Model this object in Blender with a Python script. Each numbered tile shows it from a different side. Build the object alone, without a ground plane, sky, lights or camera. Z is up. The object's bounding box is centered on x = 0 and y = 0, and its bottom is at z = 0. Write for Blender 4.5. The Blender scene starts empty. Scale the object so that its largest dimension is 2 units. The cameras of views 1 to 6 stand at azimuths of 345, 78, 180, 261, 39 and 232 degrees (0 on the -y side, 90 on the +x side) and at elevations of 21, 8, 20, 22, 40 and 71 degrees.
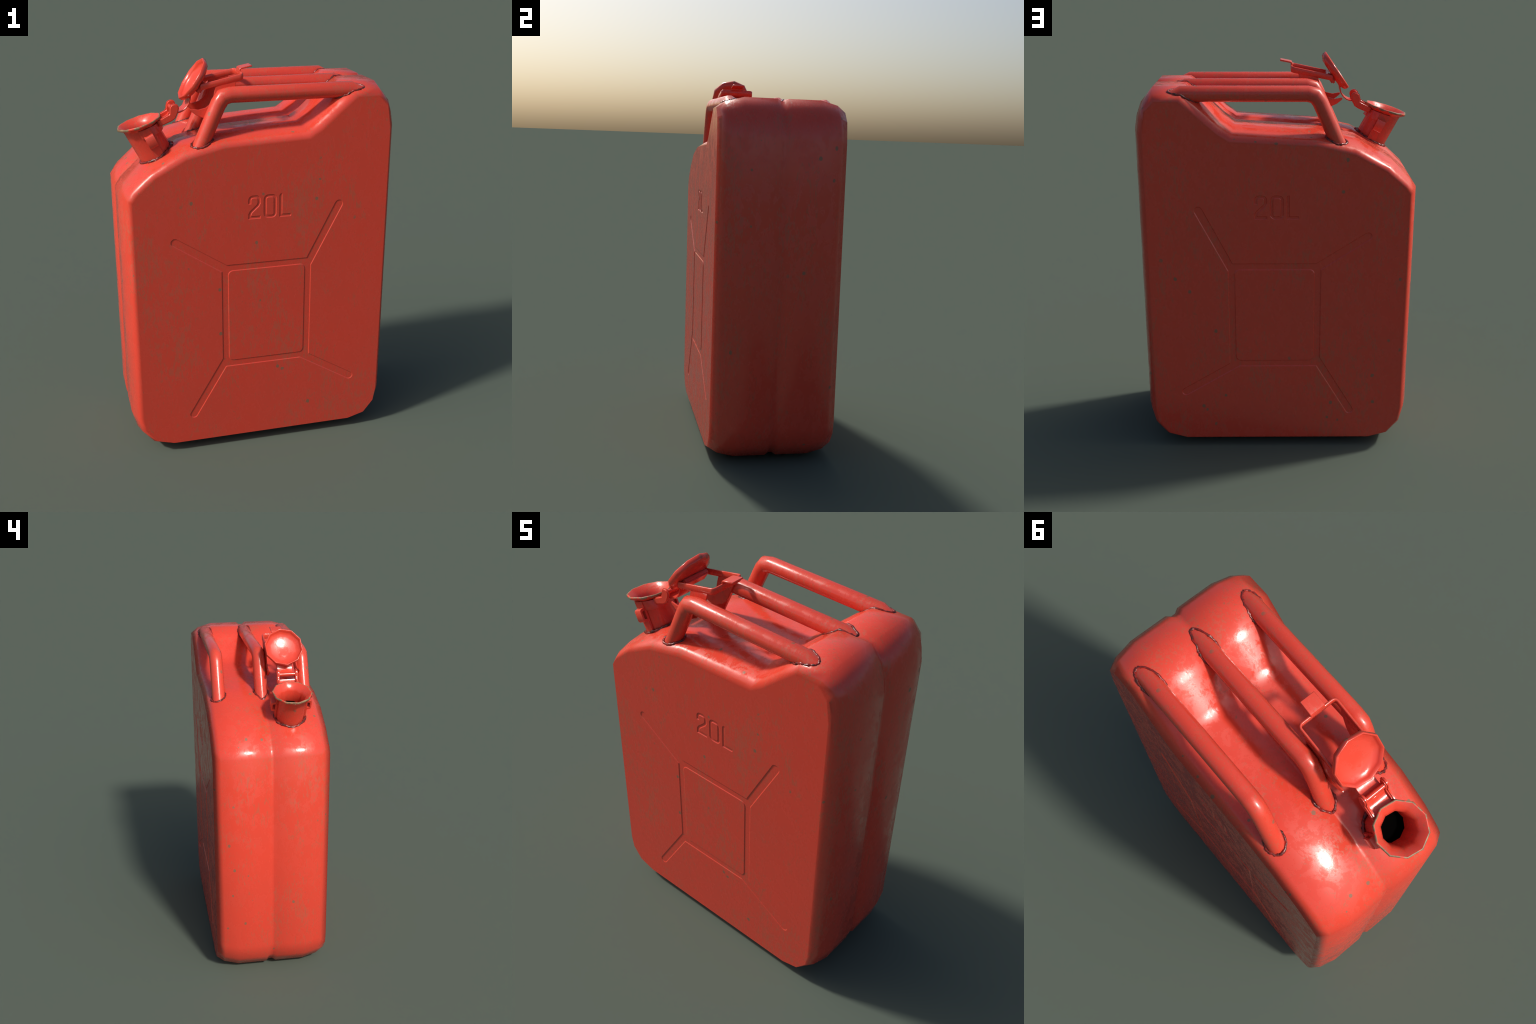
"""Red pressed-steel fuel can with three carrying handles, open spout and tilted cap."""
import bpy, bmesh, math, random
from mathutils import Vector, Matrix, noise
from mathutils.bvhtree import BVHTree
from mathutils.geometry import delaunay_2d_cdt

random.seed(7)

# ------------------------------------------------------------------ materials
def new_material(name):
    m = bpy.data.materials.new(name)
    m.use_nodes = True
    nt = m.node_tree
    nt.nodes.clear()
    out = nt.nodes.new('ShaderNodeOutputMaterial')
    bsdf = nt.nodes.new('ShaderNodeBsdfPrincipled')
    nt.links.new(bsdf.outputs[0], out.inputs[0])
    return m, nt, bsdf


class Nodes:
    """Small helpers to write node trees tersely."""
    def __init__(self, nt):
        self.nt = nt

    def link(self, a, b):
        self.nt.links.new(a, b)

    def coords(self, scale=(1, 1, 1), loc=(0, 0, 0), rot=(0, 0, 0)):
        tc = self.nt.nodes.new('ShaderNodeTexCoord')
        mp = self.nt.nodes.new('ShaderNodeMapping')
        mp.inputs['Scale'].default_value = scale
        mp.inputs['Location'].default_value = loc
        mp.inputs['Rotation'].default_value = rot
        self.link(tc.outputs['Object'], mp.inputs[0])
        return mp.outputs[0]

    def noise(self, vec, scale, detail=6, rough=.6, distortion=0):
        n = self.nt.nodes.new('ShaderNodeTexNoise')
        n.inputs['Scale'].default_value = scale
        n.inputs['Detail'].default_value = detail
        n.inputs['Roughness'].default_value = rough
        n.inputs['Distortion'].default_value = distortion
        self.link(vec, n.inputs['Vector'])
        return n.outputs[0]

    def voronoi(self, vec, scale, feature='F1'):
        n = self.nt.nodes.new('ShaderNodeTexVoronoi')
        n.feature = feature
        n.inputs['Scale'].default_value = scale
        self.link(vec, n.inputs['Vector'])
        return n.outputs['Distance']

    def ramp(self, fac, a, b, lo=0.0, hi=1.0):
        n = self.nt.nodes.new('ShaderNodeMapRange')
        n.inputs['From Min'].default_value = a
        n.inputs['From Max'].default_value = b
        n.inputs['To Min'].default_value = lo
        n.inputs['To Max'].default_value = hi
        self.link(fac, n.inputs['Value'])
        return n.outputs[0]

    def math(self, op, a, b):
        n = self.nt.nodes.new('ShaderNodeMath')
        n.operation = op
        for i, v in enumerate((a, b)):
            if isinstance(v, (int, float)):
                n.inputs[i].default_value = v
            else:
                self.link(v, n.inputs[i])
        return n.outputs[0]

    def mix(self, fac, a, b):
        n = self.nt.nodes.new('ShaderNodeMix')
        n.data_type = 'RGBA'
        for sock, v in ((n.inputs[0], fac), (n.inputs[6], a), (n.inputs[7], b)):
            if isinstance(v, (int, float)):
                sock.default_value = v
            elif isinstance(v, tuple):
                sock.default_value = (*v, 1)
            else:
                self.link(v, sock)
        return n.outputs[2]

    def bump(self, height, strength, distance, normal=None):
        n = self.nt.nodes.new('ShaderNodeBump')
        n.inputs['Strength'].default_value = strength
        n.inputs['Distance'].default_value = distance
        self.link(height, n.inputs['Height'])
        if normal is not None:
            self.link(normal, n.inputs['Normal'])
        return n.outputs[0]


RED = (0.710, 0.060, 0.034)
RED_FADED = (0.630, 0.068, 0.041)
DUST = (0.420, 0.110, 0.058)
GREY_WEAR = (0.175, 0.120, 0.068)
BARE = (0.330, 0.215, 0.115)


def paint_material(name, wear=1.0, tint=RED):
    m, nt, bsdf = new_material(name)
    N = Nodes(nt)
    # broad fading of the paint
    broad = N.ramp(N.noise(N.coords(), 2.6, 4, .55), .38, .66)
    col = N.mix(N.math('MULTIPLY', broad, .45), tint, RED_FADED)
    # dusty, rubbed paint: fine mottling gathered in upright patches
    mottle = N.noise(N.coords((1, 1, .30), (3.1, 1.7, .4)), 84, 7, .74, .1)
    patch = N.noise(N.coords((1, 1, .42), (7.3, 2.2, 5.1)), 5.6, 6, .64, .2)
    thr = N.math('ADD', mottle, N.ramp(patch, .40, .70, -.05, .145))
    dusty = N.ramp(thr, .588, .630)
    col = N.mix(N.math('MULTIPLY', dusty, .46 * wear), col, DUST)
    # tide marks: thin wandering outlines of dried drips
    tide_n = N.noise(N.coords((1, 1, .26), (9.7, 4.1, 1.9)), 9, 4, .60, .2)
    tide = N.ramp(N.math('ABSOLUTE', N.math('SUBTRACT', tide_n, .54), 0.0), .010, .003)
    tide_gate = N.ramp(N.noise(N.coords((1, 1, .7), (2.9, 8.1, 3.3)), 3.6, 3, .5), .50, .60)
    col = N.mix(N.math('MULTIPLY', N.math('MULTIPLY', tide, tide_gate), .55 * wear), col, DUST)
    # fine freckles
    fleck = N.noise(N.coords((1, 1, .6), (1.3, 9.2, 2.0)), 120, 4, .7)
    flecked = N.ramp(fleck, .640, .685)
    col = N.mix(N.math('MULTIPLY', flecked, .42 * wear), col, GREY_WEAR)
    # chips down to greyish primer: sparse rounded spots with ragged edge
    warp = N.noise(N.coords(), 40, 3, .5)
    cell = N.voronoi(N.coords((1, 1, .8)), 11)
    spot = N.math('ADD', cell, N.math('MULTIPLY', warp, .10))
    chip = N.ramp(spot, .150, .135)
    few = N.ramp(N.noise(N.coords((1, 1, 1), (4.4, .3, 8.8)), 5.5, 2, .5), .47, .51)
    chipped = N.math('MULTIPLY', chip, few)
    col = N.mix(N.math('MULTIPLY', chipped, .8 * wear), col, GREY_WEAR)
    # hairline scratches running downwards
    scr = N.noise(N.coords((1, 1, .045), (2.2, 6.1, 0)), 75, 3, .5, .2)
    scr_gate = N.ramp(N.noise(N.coords((1, 1, .6), (.4, .8, 9)), 4.6, 3, .5), .54, .60)
    scratch = N.math('MULTIPLY', N.ramp(scr, .725, .745), scr_gate)
    col = N.mix(N.math('MULTIPLY', scratch, .6 * wear), col, GREY_WEAR)
    N.link(col, bsdf.inputs['Base Color'])
    # gloss: blotchy clean/dull paint
    blot = N.noise(N.coords((1, 1, .7), (5, 3, 1)), 15, 9, .72, .3)
    rough = N.ramp(blot, .46, .55, .15, .34)
    rough = N.math('ADD', rough, N.math('MULTIPLY', dusty, .14))
    rough = N.math('ADD', rough, N.math('MULTIPLY', chipped, .25))
    N.link(rough, bsdf.inputs['Roughness'])
    bsdf.inputs['Specular IOR Level'].default_value = .6
    # relief: orange peel and paint edge
    peel = N.noise(N.coords(), 210, 3, .6)
    b = N.bump(peel, .06, .0015)
    b = N.bump(N.math('MULTIPLY', thr, -1.0), .05, .004, b)
    N.link(b, bsdf.inputs['Normal'])
    return m


def bare_edge_material():
    m, nt, bsdf = new_material('worn_rim_metal')
    N = Nodes(nt)
    n = N.noise(N.coords(), 46, 6, .7)
    col = N.mix(N.ramp(n, .44, .56), BARE, (.21, .125, .068))
    col = N.mix(N.ramp(N.noise(N.coords((1, 1, 1), (2, 4, 6)), 22, 4, .6), .54, .58), col, RED)
    N.link(col, bsdf.inputs['Base Color'])
    bsdf.inputs['Roughness'].default_value = .48
    return m


def weld_material():
    m, nt, bsdf = new_material('shade_darkened_weld_paint')
    N = Nodes(nt)
    n = N.noise(N.coords(), 60, 5, .7)
    col = N.mix(N.ramp(n, .42, .60), (.30, .022, .016), (.055, .020, .016))  # red darkened to maroon and near-black: crease shadow at the welds, put into colour
    N.link(col, bsdf.inputs['Base Color'])
    bsdf.inputs['Roughness'].default_value = .24
    N.link(N.bump(n, .5, .004), bsdf.inputs['Normal'])
    return m


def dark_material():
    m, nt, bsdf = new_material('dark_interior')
    bsdf.inputs['Base Color'].default_value = (.0015, .0015, .0015, 1)  # near-black colour paints the unlit hollow of the can onto a disc
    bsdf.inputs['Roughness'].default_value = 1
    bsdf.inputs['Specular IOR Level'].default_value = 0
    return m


PAINT = paint_material('worn_red_paint')
PAINT_SMALL = paint_material('red_paint_on_fittings', .8)
RIM = bare_edge_material()
WELD = weld_material()
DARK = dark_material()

# ------------------------------------------------------------------ helpers
ROOT = bpy.data.objects.new('fuel_can', None)
bpy.context.scene.collection.objects.link(ROOT)
ROOT['label'] = 'worn red steel fuel can with three handles and open spout'
ROOT['category'] = 'jerry can'


def add_object(name, mesh, mat, parent=ROOT):
    mesh.materials.clear()
    mesh.materials.append(mat)
    o = bpy.data.objects.new(name, mesh)
    bpy.context.scene.collection.objects.link(o)
    o.parent = parent
    return o


def mesh_from(name, verts, faces, smooth_angle=None, fix_normals=True):
    bm = bmesh.new()
    vs = [bm.verts.new(v) for v in verts]
    for f in faces:
        bm.faces.new([vs[i] for i in f])
    if fix_normals:
        bmesh.ops.recalc_face_normals(bm, faces=bm.faces)
    me = bpy.data.meshes.new(name)
    finish(bm, me, smooth_angle)
    return me


def finish(bm, me, smooth_angle):
    if smooth_angle is not None:
        a = math.radians(smooth_angle)
        for f in bm.faces:
            f.smooth = True
        for e in bm.edges:
            e.smooth = not (len(e.link_faces) == 2 and e.calc_face_angle(0) > a)
    bm.to_mesh(me)
    bm.free()


def tube(path, radius, sides=12, closed_ends=True, phase=0.0, side_axis=Vector((0, 1, 0))):
    """Verts and faces of a round bar along a path lying in a plane normal to side_axis."""
    verts, faces = [], []
    n = len(path)
    for i, p in enumerate(path):
        t0 = (path[i] - path[i - 1]).normalized() if i else None
        t1 = (path[i + 1] - path[i]).normalized() if i < n - 1 else None
        t = ((t0 or t1) + (t1 or t0)).normalized()
        stretch = 1.0
        if t0 and t1:
            stretch = 1 / max(.5, t.dot(t1))
        up = side_axis.cross(t).normalized()
        for k in range(sides):
            a = 2 * math.pi * k / sides + phase
            verts.append(p + side_axis * (radius * math.cos(a)) + up * (radius * stretch * math.sin(a)))
    for i in range(n - 1):
        for k in range(sides):
            a, b = i * sides + k, i * sides + (k + 1) % sides
            faces.append((a, b, b + sides, a + sides))
    if closed_ends:
        faces.append(tuple(range(sides)))
        faces.append(tuple(reversed(range((n - 1) * sides, n * sides))))
    return verts, faces


def lathe(profile, origin, axis, e1, e2, sides=10, phase=0.0, cap_end=False):
    """Revolve (radius, height) pairs; heights run along axis. A third item (axis, e2) re-frames a ring."""
    verts, faces = [], []
    for ring in profile:
        r, h = ring[:2]
        ax, f2 = ring[2] if len(ring) > 2 else (axis, e2)
        for k in range(sides):
            a = phase + 2 * math.pi * k / sides
            verts.append(origin + ax * h + e1 * (r * math.cos(a)) + f2 * (r * math.sin(a)))
    for i in range(len(profile) - 1):
        for k in range(sides):
            a, b = i * sides + k, i * sides + (k + 1) % sides
            faces.append((a, b, b + sides, a + sides))
    if cap_end:
        n = len(profile)
        faces.append(tuple(range((n - 1) * sides, n * sides)))
    return verts, faces


def plate(outline_xz, y0, y1, bevel=.002, segments=2, angle=35):
    """Extrude a polygon drawn in the x-z plane between two y values, with rounded edges."""
    bm = bmesh.new()
    n = len(outline_xz)
    lo = [bm.verts.new((x, y0, z)) for x, z in outline_xz]
    hi = [bm.verts.new((x, y1, z)) for x, z in outline_xz]
    bm.faces.new(lo)
    bm.faces.new(list(reversed(hi)))
    for i in range(n):
        j = (i + 1) % n
        bm.faces.new((lo[j], lo[i], hi[i], hi[j]))
    bmesh.ops.recalc_face_normals(bm, faces=bm.faces)
    if bevel:
        es = [e for e in bm.edges if len(e.link_faces) == 2 and e.calc_face_angle(0) > math.radians(50)]
        bmesh.ops.bevel(bm, geom=es, offset=bevel, segments=segments, affect='EDGES', clamp_overlap=True)
    me = bpy.data.meshes.new('plate')
    finish(bm, me, angle)
    return me


def ribbon(path, thickness, y0, y1, bevel=.0015):
    """Bent flat strip: centre path in x-z, thickened, spanning y0..y1."""
    left, right = [], []
    n = len(path)
    for i, (x, z) in enumerate(path):
        d = Vector((0, 0))
        if i:
            d += (Vector(path[i]) - Vector(path[i - 1])).normalized()
        if i < n - 1:
            d += (Vector(path[i + 1]) - Vector(path[i])).normalized()
        d.normalize()
        nx, nz = -d.y * thickness / 2, d.x * thickness / 2
        left.append((x + nx, z + nz))
        right.append((x - nx, z - nz))
    return plate(left + right[::-1], y0, y1, bevel, 1, 40)


def offset_polygon(pts, d):
    """Offset a closed polygon by d to the left of its direction of travel."""
    n = len(pts)
    out = []
    for i in range(n):
        p0, p1, p2 = (Vector(pts[(i + k) % n]) for k in (-1, 0, 1))
        a, b = (p1 - p0).normalized(), (p2 - p1).normalized()
        na, nb = Vector((-a.y, a.x)), Vector((-b.y, b.x))
        m = na + nb
        m = m / max(.35, m.dot(m) / 2) / 1.0
        out.append(tuple(p1 + m * d))
    return out


def arc(cx, cz, r, a0, a1, n):
    return [(cx + r * math.cos(math.radians(a0 + (a1 - a0) * i / n)),
             cz + r * math.sin(math.radians(a0 + (a1 - a0) * i / n))) for i in range(n + 1)]


def signed_area(p):
    return sum(p[i][0] * p[(i + 1) % len(p)][1] - p[(i + 1) % len(p)][0] * p[i][1] for i in range(len(p))) / 2


def inside(poly, x, z):
    c = False
    for i in range(len(poly)):
        (x0, z0), (x1, z1) = poly[i], poly[i - 1]
        if (z0 > z) != (z1 > z) and x < (x1 - x0) * (z - z0) / (z1 - z0) + x0:
            c = not c
    return c


# ------------------------------------------------------------------ can body
HALF_DEPTH = {-1: .3314, 1: .3268}     # distance of each flat face from the seam plane
# (outer x, z), (flat face x, z): the pressed profile, counter-clockwise from the lower right
CORNER = [((.484, .000), (.479, .053)), ((.590, .030), (.568, .079)),
          ((.657, .106), (.620, .146)), ((.683, .200), (.632, .216))]
TOP = [((.683, 1.673), (.632, 1.663)), ((.671, 1.742), (.623, 1.722)), ((.648, 1.803), (.615, 1.770)),
       ((.590, 1.873), (.571, 1.817)), ((.441, 1.873), (.463, 1.816)), ((.363, 1.819), (.401, 1.764)),
       ((.262, 1.726), (.294, 1.669)), ((.207, 1.687), (.229, 1.628)), ((-.203, 1.660), (-.189, 1.608)),
       ((-.381, 1.619), (-.371, 1.564)), ((-.558, 1.519), (-.519, 1.485)), ((-.654, 1.430), (-.609, 1.408)),
       ((-.683, 1.385), (-.632, 1.375))]
mirror = lambda pr: tuple((-x, z) for x, z in pr)
PROFILE = CORNER + TOP + [mirror(p) for p in reversed(CORNER)]
OUTER = [p[0] for p in PROFILE]
FACE = [p[1] for p in PROFILE]


def lerp_loop(t):
    return [(a[0] + (b[0] - a[0]) * t, a[1] + (b[1] - a[1]) * t) for a, b in PROFILE]


GROOVE = offset_polygon(OUTER, .013)
# cross-section from the middle seam to the flat face: (y, loop)
SECTION = [(0.0, GROOVE), (.010, GROOVE), (.029, OUTER), (.197, OUTER), (.282, lerp_loop(.40)), (None, FACE)]

# stiffening ribs pressed into the flat faces
def rib_outline():
    pts = []
    def arm(edge_in, tip_in, tip_out, edge_out):
        a, b = Vector(tip_in), Vector(tip_out)
        c = (a + b) / 2
        r = (b - a).length / 2
        ang = math.atan2((a - c).y, (a - c).x)
        pts.append(edge_in)
        for i in range(9):
            t = ang - math.pi * i / 8
            pts.append((c.x + r * math.cos(t), c.y + r * math.sin(t)))
        pts.append(edge_out)
    arm((.220, 1.028), (.362, 1.306), (.402, 1.288), (.245, .986))
    arm((.245, .484), (.484, .340), (.465, .302), (.195, .466))
    arm((-.198, .466), (-.356, .200), (-.392, .221), (-.217, .516))
    arm((-.217, .992), (-.455, 1.150), (-.431, 1.184), (-.189, 1.028))
    return pts


def rounded_rect(x0, z0, x1, z1, r, n=5):
    return (arc(x1 - r, z1 - r, r, 0, 90, n) + arc(x0 + r, z1 - r, r, 90, 180, n)
            + arc(x0 + r, z0 + r, r, 180, 270, n) + arc(x1 - r, z0 + r, r, 270, 360, n))


STROKE = .0080             # half-width of the pressed figures
SLOPE = .0040              # width of the sloping walls of everything pressed in
DEPTH = {-1: .0023, 1: .0036}


def glyph_paths(x0):
    """Centre lines of '2', '0', 'L' starting at x0 on a 1.254..1.374 line."""
    lo, hi, s = 1.254 + STROKE, 1.374 - STROKE, STROKE
    a = x0 + s
    w = .063 - 2 * s
    two = [(a, 1.330), (a, hi - .018)] + arc(a + .016, hi - .016, .016, 180, 90, 4)[1:] \
        + arc(a + w - .016, hi - .016, .016, 90, 0, 4) + [(a + w, 1.335)] \
        + [(a + w - .006, 1.322), (a + .006, 1.290), (a, 1.278), (a, lo)]
    two_foot = (a - s, lo - s, x0 + .063, lo + s)
    b = x0 + .077
    zero = (b, 1.254, b + .066, 1.374)
    c = x0 + .156
    ell = (c, 1.254, c + .061, 1.374)
    return two, two_foot, zero, ell


def glyph_two_outline(x0, inset):
    """Figure two as one outline: hook and diagonal stroke running into its foot."""
    two, foot, _, _ = glyph_paths(x0)
    w = STROKE - inset
    L, R = [], []
    p = [Vector(q) for q in two]
    p[0] = p[0] + Vector((0, inset))
    for i in range(len(p) - 1):
        d0 = (p[i] - p[i - 1]).normalized() if i else None
        d1 = (p[i + 1] - p[i]).normalized()
        d = ((d0 or d1) + d1).normalized()
        k = w / max(.6, d.dot(d1))
        nrm = Vector((-d.y, d.x)) * k
        L.append(tuple(p[i] + nrm))
        R.append(tuple(p[i] - nrm))
    x0_, z0_, x1_, z1_ = foot
    # right side of travel is the outer (left/top) side; left side faces the counter
    corner_out = (x0_ + inset, z0_ + inset)
    end = [(x1_ - inset, z0_ + inset), (x1_ - inset, z1_ - inset), (x0_ + 2 * STROKE - inset * 1.0, z1_ - inset)]
    return R + [corner_out] + end + L[::-1]


def recess_loops(x0):
    """(rim loop at face level, floor loop, is_island) triples for everything pressed in."""
    loops = []
    rib = rib_outline()
    s = SLOPE if signed_area(rib) > 0 else -SLOPE
    loops.append((rib, offset_polygon(rib, s), False))
    panel = rounded_rect(-.181, .502, .209, .993, .022)
    loops.append((panel, offset_polygon(panel, -SLOPE), True))
    _, _, z, e = glyph_paths(x0)
    g = SLOPE * .9
    loops.append((glyph_two_outline(x0, 0), glyph_two_outline(x0, g), False))
    zo = rounded_rect(*z, .024, 5)
    loops.append((zo, offset_polygon(zo, g), False))
    zi = rounded_rect(z[0] + 2 * STROKE, z[1] + 2 * STROKE, z[2] - 2 * STROKE, z[3] - 2 * STROKE, .008, 3)
    loops.append((zi, offset_polygon(zi, -g), True))
    l = [(e[0], e[1]), (e[2] - .003, e[1]), (e[2], e[1] + .004), (e[2], e[1] + 2 * STROKE),
         (e[0] + 2 * STROKE, e[1] + 2 * STROKE), (e[0] + 2 * STROKE, e[3]), (e[0] + .006, e[3]), (e[0], e[3] - .008)]
    loops.append((l, offset_polygon(l, g), False))
    return loops


def make_panel(sign, text_x):
    """Flat face with ribs and figures; sign is the y side, figures read from outside."""
    flip = -1 if sign > 0 else 1
    co, depth, edges = [], [], []

    def add_loop(loop, d):
        base = len(co)
        co.extend(Vector(p) for p in loop)
        depth.extend([d] * len(loop))
        edges.extend((base + i, base + (i + 1) % len(loop)) for i in range(len(loop)))
        return base
    add_loop(FACE, 0)
    for k, (rim, floor, island) in enumerate(recess_loops(text_x)):
        if k >= 2 and flip < 0:           # mirror the figures so that they read correctly
            rim, floor = [(-x, z) for x, z in rim], [(-x, z) for x, z in floor]
        add_loop(rim, 0)
        add_loop(floor, DEPTH[sign])
    vs, es, fs, ov, oe, of = delaunay_2d_cdt(co, edges, [], 0, 1e-6)
    dep = []
    for o in ov:
        dep.append(max((depth[i] for i in o), default=0))
    verts = [Vector((v.x, sign * (HALF_DEPTH[sign] - d), v.y)) for v, d in zip(vs, dep)]
    faces, slope_flag = [], []
    for f in fs:
        cx = sum(vs[i].x for i in f) / 3
        cz = sum(vs[i].y for i in f) / 3
        if not inside(FACE, cx, cz):
            continue
        f = list(f)
        nrm = (verts[f[1]] - verts[f[0]]).cross(verts[f[2]] - verts[f[0]])
        if nrm.length < 1e-12:
            continue
        if nrm.y * sign < 0:
            f.reverse()
        faces.append(f)
        slope_flag.append(len({dep[i] for i in f}) > 1)
    return verts, faces, slope_flag


def build_body():
    """One closed skin per half; shell and flat panel share border vertices and normals."""
    n = len(OUTER)
    skins = []
    for sign, tx in ((-1, -.081), (1, -.112)):
        verts, faces = [], []
        for y, loop in SECTION:
            yy = HALF_DEPTH[sign] if y is None else y
            verts += [Vector((x, sign * yy, z)) for x, z in loop]
        for i in range(len(SECTION) - 1):
            for k in range(n):
                a, b = i * n + k, i * n + (k + 1) % n
                q = (a, b, b + n, a + n)
                faces.append(q if sign < 0 else q[::-1])
        # facets pull a vertex normal by their length along the profile; the flat face keeps its border flat
        acc = [Vector() for _ in verts]
        for f in faces:
            v = [verts[i] for i in f]
            w = (v[2] - v[0]).cross(v[3] - v[1]).normalized() * (v[1] - v[0]).length ** .10
            for i in f:
                acc[i] += w
        for k in range(n):
            acc[(len(SECTION) - 1) * n + k] = Vector((0, sign, 0))
            acc[k].y = 0
        normals = [a.normalized() for a in acc]
        me = bpy.data.meshes.new('shell')
        me.from_pydata(verts, [], faces)
        me.polygons.foreach_set('use_smooth', [True] * len(faces))
        me.normals_split_custom_set_from_vertices(normals)
        shell = add_object('shell', me, PAINT)
        rim_normals = {(round(verts[(len(SECTION) - 1) * n + k].x, 4), round(verts[(len(SECTION) - 1) * n + k].z, 4)):
                       normals[(len(SECTION) - 1) * n + k] for k in range(n)}
        pv, pf, ps = make_panel(sign, tx)
        pm = bpy.data.meshes.new('side_panel')
        pm.from_pydata(pv, [], pf)
        pm.polygons.foreach_set('use_smooth', [True] * len(pf))
        flat = Vector((0, sign, 0))
        loops = []
        pm.update()
        for p, s in zip(pm.polygons, ps):
            for vi in p.vertices:
                v = pm.vertices[vi].co
                if s:
                    loops.append(p.normal.copy())
                else:
                    loops.append(rim_normals.get((round(v.x, 4), round(v.z, 4)), flat))
        pm.normals_split_custom_set(loops)
        add_object('side_panel', pm, PAINT)
        skins.append((verts, faces))
    allv, allf = [], []
    for v, f in skins:
        b = len(allv)
        allv += v
        allf += [tuple(i + b for i in q) for q in f]
    return BVHTree.FromPolygons([tuple(v) for v in allv], allf)


BODY = build_body()

# ------------------------------------------------------------------ welds
def bead(points, radius, seed, name='weld_bead', parent=ROOT, closed=True):
    """Lumpy weld bead through a closed ring of points."""
    rnd = random.Random(seed)
    n = len(points)
    sides = 6
    verts, faces = [], []
    for i, p in enumerate(points):
        t = (points[(i + 1) % n] - points[i - 1]).normalized()
        ref = Vector((0, 0, 1)) if abs(t.z) < .8 else Vector((1, 0, 0))
        a = t.cross(ref).normalized()
        b = t.cross(a)
        r = radius * (.8 + .45 * rnd.random())
        j = Vector((rnd.uniform(-1, 1), rnd.uniform(-1, 1), rnd.uniform(-1, 1))) * radius * .3
        for k in range(sides):
            ang = 2 * math.pi * k / sides
            verts.append(p + j + a * (r * math.cos(ang)) + b * (r * math.sin(ang)))
    for i in range(n if closed else n - 1):
        for k in range(sides):
            q = (i + 1) % n
            faces.append((i * sides + k, i * sides + (k + 1) % sides, q * sides + (k + 1) % sides, q * sides + k))
    return add_object(name, mesh_from(name, verts, faces, 60), WELD, parent)


def foot_ring(start, direction, radius, side, count=44, reach=.4, tree=None):
    """Where a round bar leaving start along direction meets the body."""
    up = side.cross(direction).normalized()
    pts = []
    for k in range(count):
        a = 2 * math.pi * k / count
        o = start + side * (radius * math.cos(a)) + up * (radius * math.sin(a))
        hit, nrm, idx, dist = (tree or BODY).ray_cast(o, direction, reach)
        if hit is not None:
            pts.append(hit)
    return pts


# ------------------------------------------------------------------ handles
BAR_R = .038
Y = Vector((0, 1, 0))
LEG_FOOT = Vector((-.342, 0, 1.500))
BEND = Vector((-.184, 0, 1.846))
leg_dir = (LEG_FOOT - BEND).normalized()
HANDLE_PATH = [LEG_FOOT, BEND + leg_dir * .042, BEND + leg_dir * .010 + Vector((.008, 0, 0)),
               BEND + Vector((.040, 0, 0)),
               Vector((.448, 0, 1.846)), Vector((.580, 0, 1.781))]
hv, hf = tube(HANDLE_PATH, BAR_R, 12, True, math.pi / 12)
handle_mesh = mesh_from('handle', hv, hf, 75)
for i, y in enumerate((-.250, -.001, .247)):
    h = add_object('handle', handle_mesh, PAINT_SMALL)
    h.location.y = y
    off = Vector((0, y, 0))
    ring = foot_ring(BEND + leg_dir * .06 + off, leg_dir, BAR_R + .002, Y)
    if len(ring) > 20:
        bead(ring, .0066, 10 + i)
    tip_dir = (HANDLE_PATH[5] - HANDLE_PATH[4]).normalized()
    # keep the part of the ring that lies along the sloping end of the bar
    keep = []
    for k in range(60):
        a = 2 * math.pi * k / 60
        up = Y.cross(Vector((1, 0, 0)))
        o = Vector((.20, y, 1.846)) + Y * ((BAR_R + .001) * math.cos(a)) + up * ((BAR_R + .001) * math.sin(a))
        hit = BODY.ray_cast(o, Vector((1, 0, 0)), .245)[0]
        if hit is None:
            up2 = Y.cross(tip_dir)
            o = HANDLE_PATH[4] + off + Y * ((BAR_R + .001) * math.cos(a)) + up2 * ((BAR_R + .001) * math.sin(a)) - tip_dir * .03
            hit = BODY.ray_cast(o, tip_dir, .3)[0]
        if hit is not None:
            keep.append(hit)
    if len(keep) > 20:
        bead(keep, .0056, 30 + i)

# ------------------------------------------------------------------ spout
YC = -.128
E1 = Vector((0, -1, 0))
S_AX = Vector((-.442, 0, .897)).normalized()
S_E2 = Vector((S_AX.z, 0, -S_AX.x))
S_LIP = Vector((-.561, YC, 1.7155))
LIP_AX = Vector((-.287, 0, .958)).normalized()      # the mouth is nearer level than the neck
LIP = (LIP_AX, Vector((LIP_AX.z, 0, -LIP_AX.x)))
PH = math.radians(27)
spout = add_object('spout', mesh_from('spout', *lathe(
    [(.083, -.215), (.083, -.034, LIP), (.086, -.022, LIP), (.1085, -.0085, LIP)], S_LIP, S_AX, E1, S_E2, 10, PH), 38, False), PAINT_SMALL)
add_object('spout_funnel', mesh_from('spout_funnel', *lathe(
    [(.1048, .0030, LIP), (.098, -.001, LIP), (.080, -.018, LIP), (.069, -.034, LIP), (.066, -.120)],
    S_LIP, S_AX, E1, S_E2, 10, PH), 60, False), PAINT_SMALL, spout)
add_object('spout_rim', mesh_from('spout_rim', *lathe(
    [(.1085, -.0085, LIP), (.1110, -.006, LIP), (.1110, .0010, LIP), (.1085, .0035, LIP), (.1048, .0030, LIP)],
    S_LIP, S_AX, E1, S_E2, 10, PH), 60, False), RIM, spout)
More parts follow.
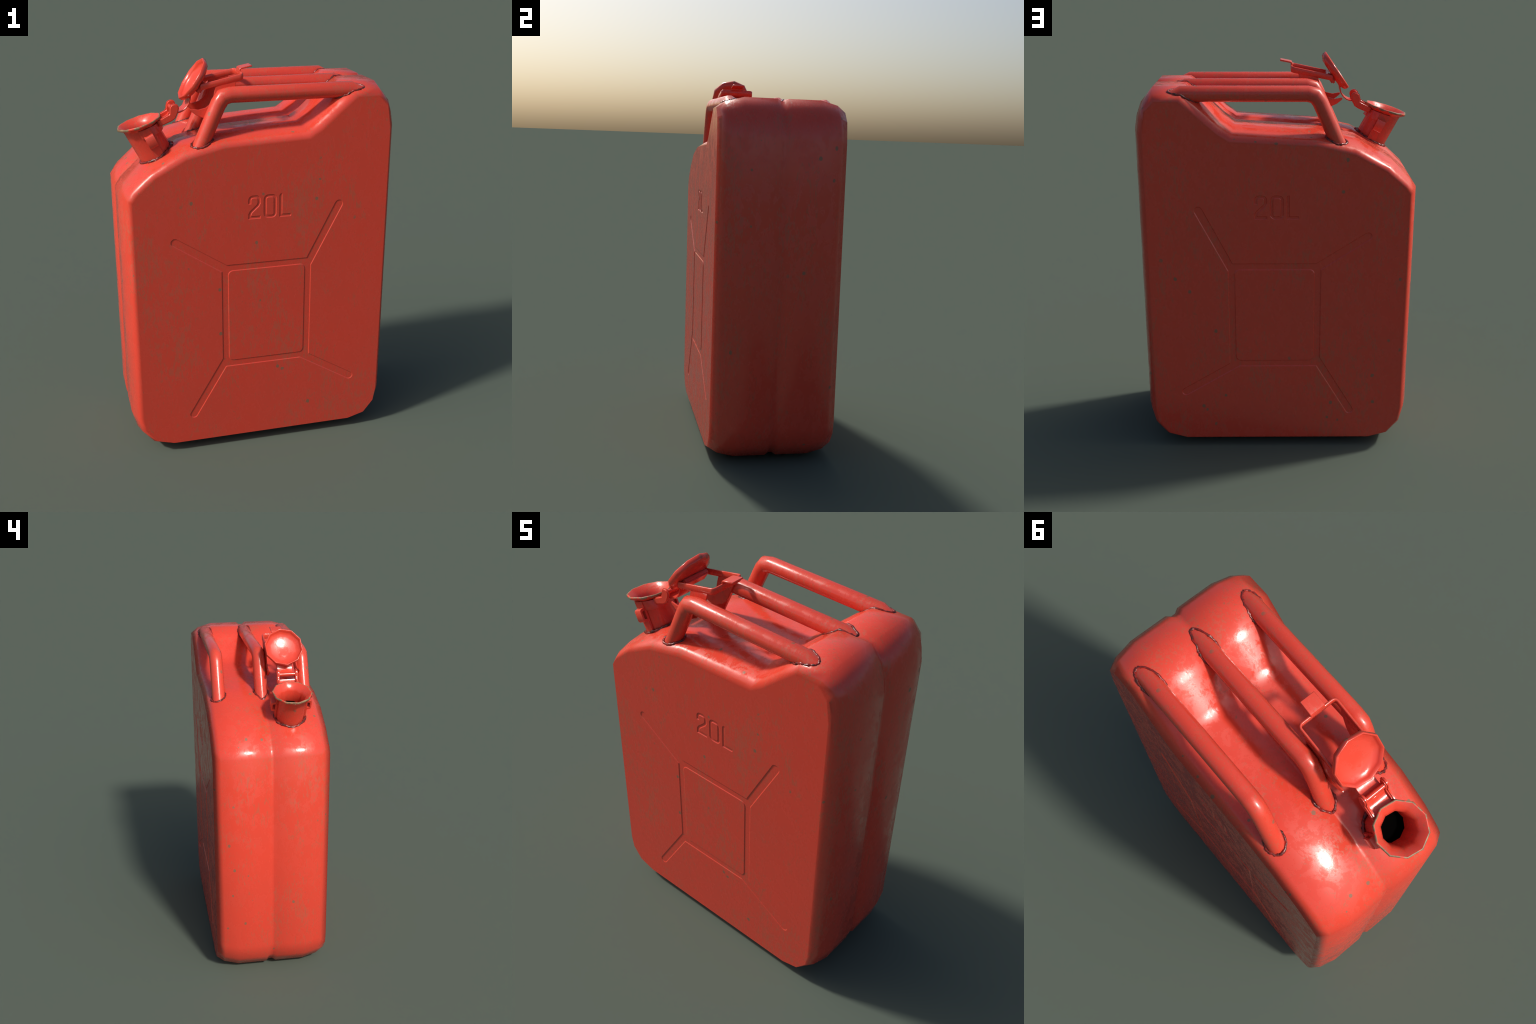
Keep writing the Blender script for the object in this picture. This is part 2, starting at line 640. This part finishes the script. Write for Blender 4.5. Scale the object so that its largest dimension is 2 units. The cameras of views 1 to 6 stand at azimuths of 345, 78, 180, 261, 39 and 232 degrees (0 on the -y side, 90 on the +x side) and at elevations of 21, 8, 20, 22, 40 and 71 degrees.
add_object('throat_black_disc', mesh_from('throat_black_disc', *lathe(
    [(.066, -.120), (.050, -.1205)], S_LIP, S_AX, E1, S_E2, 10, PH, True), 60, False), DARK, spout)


def spout_point(ang, r, h):
    return S_LIP + S_AX * h + E1 * (r * math.cos(ang)) + S_E2 * (r * math.sin(ang))


# half collar on the hinge side of the spout
def collar(a0, a1, r0, r1, h0, h1, steps):
    verts, faces = [], []
    for i in range(steps + 1):
        a = math.radians(a0 + (a1 - a0) * i / steps)
        for r, h in ((r0, h0), (r1, h0), (r1 + .0005, h0 + .004), (r1 + .0005, h1 - .004), (r1, h1), (r0, h1)):
            verts.append(spout_point(a, r, h - .0127 * math.sin(a)))
    m = 6
    for i in range(steps):
        for k in range(m):
            j = (k + 1) % m
            faces.append((i * m + k, i * m + j, (i + 1) * m + j, (i + 1) * m + k))
    faces.append(tuple(range(m)))
    faces.append(tuple(range(steps * m, steps * m + m))[::-1])
    return mesh_from('collar', verts, faces, 40)


add_object('spout_collar', collar(-17, 197, .0790, .0895, -.066, -.024, 8), PAINT_SMALL, spout)


def keeper_mesh(side):
    """Belt-loop shaped catch: flat strap with a raised bridge, open along the tangent."""
    # outline in (outward, axial) plane, then swept along the tangent
    ow = [(.0785, -.026), (.0885, -.026), (.0885, -.054), (.108, -.057), (.113, -.063), (.113, -.108), (.108, -.116),
          (.0900, -.119), (.0875, -.175), (.0785, -.175)]
    hole = [(.0895, -.066), (.1045, -.069), (.1045, -.104), (.0895, -.107)]
    verts, faces = [], []
    w = .0215
    for t in (-w + .006, w + .006):
        for o, h in ow + hole:
            verts.append(S_LIP + S_AX * h + S_E2 * t + Vector((0, side * o, 0)))
    no, nh = len(ow), len(hole)
    n = no + nh
    for k in range(no):
        j = (k + 1) % no
        faces.append((k, j, j + n, k + n))
    for k in range(nh):
        j = (k + 1) % nh
        faces.append((no + j, no + k, no + k + n, no + j + n))
    # cheeks around the hole
    for b in (0, n):
        H = [b + no + k for k in range(nh)]
        O = [b + k for k in range(no)]
        quads = [(O[2], O[3], O[4], H[1], H[0]), (O[4], O[5], H[2], H[1]), (O[5], O[6], O[7], H[3], H[2]),
                 (O[0], O[1], O[2], H[0], H[3], O[7], O[8], O[9])]
        faces += [q if b == 0 else q[::-1] for q in quads]
    return mesh_from('latch_keeper', verts, faces, 40)


for side in (1, -1):
    add_object('latch_keeper', keeper_mesh(side), PAINT_SMALL, spout)

ring = []
for k in range(60):
    a = 2 * math.pi * k / 60
    hit = BODY.ray_cast(spout_point(a, .0855, -.06), -S_AX, .3)[0]
    if hit is not None:
        ring.append(hit)
bead(ring, .0085, 50, 'weld_bead', spout)

# ------------------------------------------------------------------ hinge between spout and cap
LUG = [(-.376, 1.780), (-.378, 1.792), (-.386, 1.801), (-.398, 1.804), (-.410, 1.801), (-.419, 1.792), (-.423, 1.778),
       (-.424, 1.757), (-.463, 1.737), (-.484, 1.729), (-.468, 1.696), (-.455, 1.704), (-.412, 1.722),
       (-.394, 1.734), (-.381, 1.762)]
for y0, y1 in ((-.084, -.069), (-.187, -.172)):
    add_object('hinge_lug', plate(LUG, y0, y1, .0055, 3, 80), PAINT_SMALL, spout)
pv, pf = [], []
for y in (-.182, -.074):
    for k in range(10):
        a = 2 * math.pi * k / 10
        pv.append(Vector((-.405 + .0105 * math.cos(a), y, 1.776 + .0105 * math.sin(a))))
pf = [(k, (k + 1) % 10, 10 + (k + 1) % 10, 10 + k) for k in range(10)] + [tuple(range(10)), tuple(range(19, 9, -1))]
add_object('hinge_pin', mesh_from('hinge_pin', pv, pf, 50), PAINT_SMALL, spout)
# web plate between the lugs, curling down to the collar
add_object('hinge_web', ribbon([(-.409, 1.748), (-.416, 1.736), (-.427, 1.727), (-.441, 1.721), (-.457, 1.719), (-.474, 1.720)], .008, -.175, -.081), PAINT_SMALL, spout)
# strap linking the pin to the back of the cap
cap_strap_path = [(-.402, 1.764), (-.387, 1.759), (-.371, 1.760), (-.354, 1.767), (-.339, 1.779), (-.327, 1.796), (-.321, 1.815),
                  (-.317, 1.836), (-.309, 1.849), (-.299, 1.861)]

# ------------------------------------------------------------------ cap
C_AX = Vector((-.822, 0, .569)).normalized()
C_E2 = Vector((C_AX.z, 0, -C_AX.x))
C_RIM = Vector((-.3075, YC, 1.9105))
cap = add_object('cap', mesh_from('cap', *lathe(
    [(.020, -.038), (.080, -.038), (.092, -.032), (.105, -.026), (.1105, -.017), (.1105, -.003), (.1085, .0005), (.105, .0005),
     (.1005, -.015), (.095, -.022), (.070, -.0285), (.040, -.0320), (.020, -.0335), (.0005, -.034)],
    C_RIM, C_AX, E1, C_E2, 10, math.radians(24), True), 42, False), PAINT_SMALL)
add_object('cap_strap', ribbon(cap_strap_path, .0065, -.171, -.085), PAINT_SMALL, cap)


def cap_block(half_y, s0, s1, h0, h1, name):
    bm = bmesh.new()
    vs = []
    for y in (-half_y, half_y):
        for s in (s0, s1):
            for h in (h0, h1):
                vs.append(bm.verts.new(C_RIM + C_AX * h + C_E2 * s + Vector((0, y, 0))))
    for f in ((0, 1, 3, 2), (4, 6, 7, 5), (0, 4, 5, 1), (2, 3, 7, 6), (0, 2, 6, 4), (1, 5, 7, 3)):
        bm.faces.new([vs[i] for i in f])
    bmesh.ops.recalc_face_normals(bm, faces=bm.faces)
    bmesh.ops.bevel(bm, geom=bm.edges[:], offset=.006, segments=2, affect='EDGES')
    me = bpy.data.meshes.new(name)
    finish(bm, me, 40)
    return add_object(name, me, PAINT_SMALL, cap)


cap_block(.073, -.037, .020, -.062, -.0372, 'cap_bracket')

# ------------------------------------------------------------------ closing lever
ARM_Y = ((-.046, -.037), (-.2175, -.2085))
CAM = [(-.105, 1.908), (-.112, 1.878), (-.146, 1.798), (-.156, 1.782), (-.178, 1.757), (-.218, 1.737), (-.262, 1.733),
       (-.302, 1.751), (-.327, 1.771), (-.331, 1.779), (-.325, 1.782), (-.290, 1.776), (-.255, 1.784), (-.232, 1.802),
       (-.219, 1.826), (-.213, 1.855), (-.206, 1.882)]
# one bent strap: arm, cross bar, arm, with rounded corners seen from above
def strap_frame(x_end, x_bar, y_lo, y_hi, r, thick):
    plan = [(x_end, y_lo)] + [(x_bar - r + r * math.sin(t), y_lo + r - r * math.cos(t))
                              for t in (i * math.pi / 8 for i in range(5))]
    plan += [(x_bar - r + r * math.cos(t), y_hi - r + r * math.sin(t)) for t in (i * math.pi / 8 for i in range(5))]
    plan += [(x_end, y_hi)]
    bm = bmesh.new()
    rows = []
    n = len(plan)
    for i, (x, y) in enumerate(plan):
        d = Vector((0, 0))
        if i:
            d += (Vector(plan[i]) - Vector(plan[i - 1])).normalized()
        if i < n - 1:
            d += (Vector(plan[i + 1]) - Vector(plan[i])).normalized()
        d.normalize()
        nx, ny = -d.y * thick, d.x * thick
        z = 1.9210 + (x + .075) * .205
        hh = .0150 - (x + .075) * -.006
        c = .0026
        rows.append([bm.verts.new((x + nx * k, y + ny * k, z + q)) for k, q in
                     ((0, -hh + c), (.25, -hh), (.75, -hh), (1, -hh + c), (1, hh - c), (.75, hh), (.25, hh), (0, hh - c))])
    for i in range(n - 1):
        for k in range(8):
            j = (k + 1) % 8
            bm.faces.new((rows[i][k], rows[i][j], rows[i + 1][j], rows[i + 1][k]))
    bm.faces.new(rows[0])
    bm.faces.new(rows[-1][::-1])
    bmesh.ops.recalc_face_normals(bm, faces=bm.faces)
    me = bpy.data.meshes.new('closing_lever')
    finish(bm, me, 60)
    return me


lever = add_object('closing_lever', strap_frame(-.278, -.0695, -.2175, -.037, .020, .0090), PAINT_SMALL)
for y0, y1 in ARM_Y:
    add_object('lever_cam', plate(CAM, y0 + .001, y1 - .001, .0022, 2, 50), PAINT_SMALL, lever)
add_object('thumb_tab', ribbon([(-.0745, 1.926), (-.0755, 1.942), (-.0735, 1.9485), (-.066, 1.951), (-.016, 1.9605)],
                               .0075, -.161, -.094, .002), PAINT_SMALL, lever)
rv, rf = [], []
for y in (-.2165, -.038):
    for k in range(10):
        a = 2 * math.pi * k / 10
        rv.append(Vector((-.270 + .010 * math.cos(a), y, 1.882 + .010 * math.sin(a))))
add_object('lever_pivot', mesh_from('lever_pivot', rv, pf, 50), PAINT_SMALL, lever)
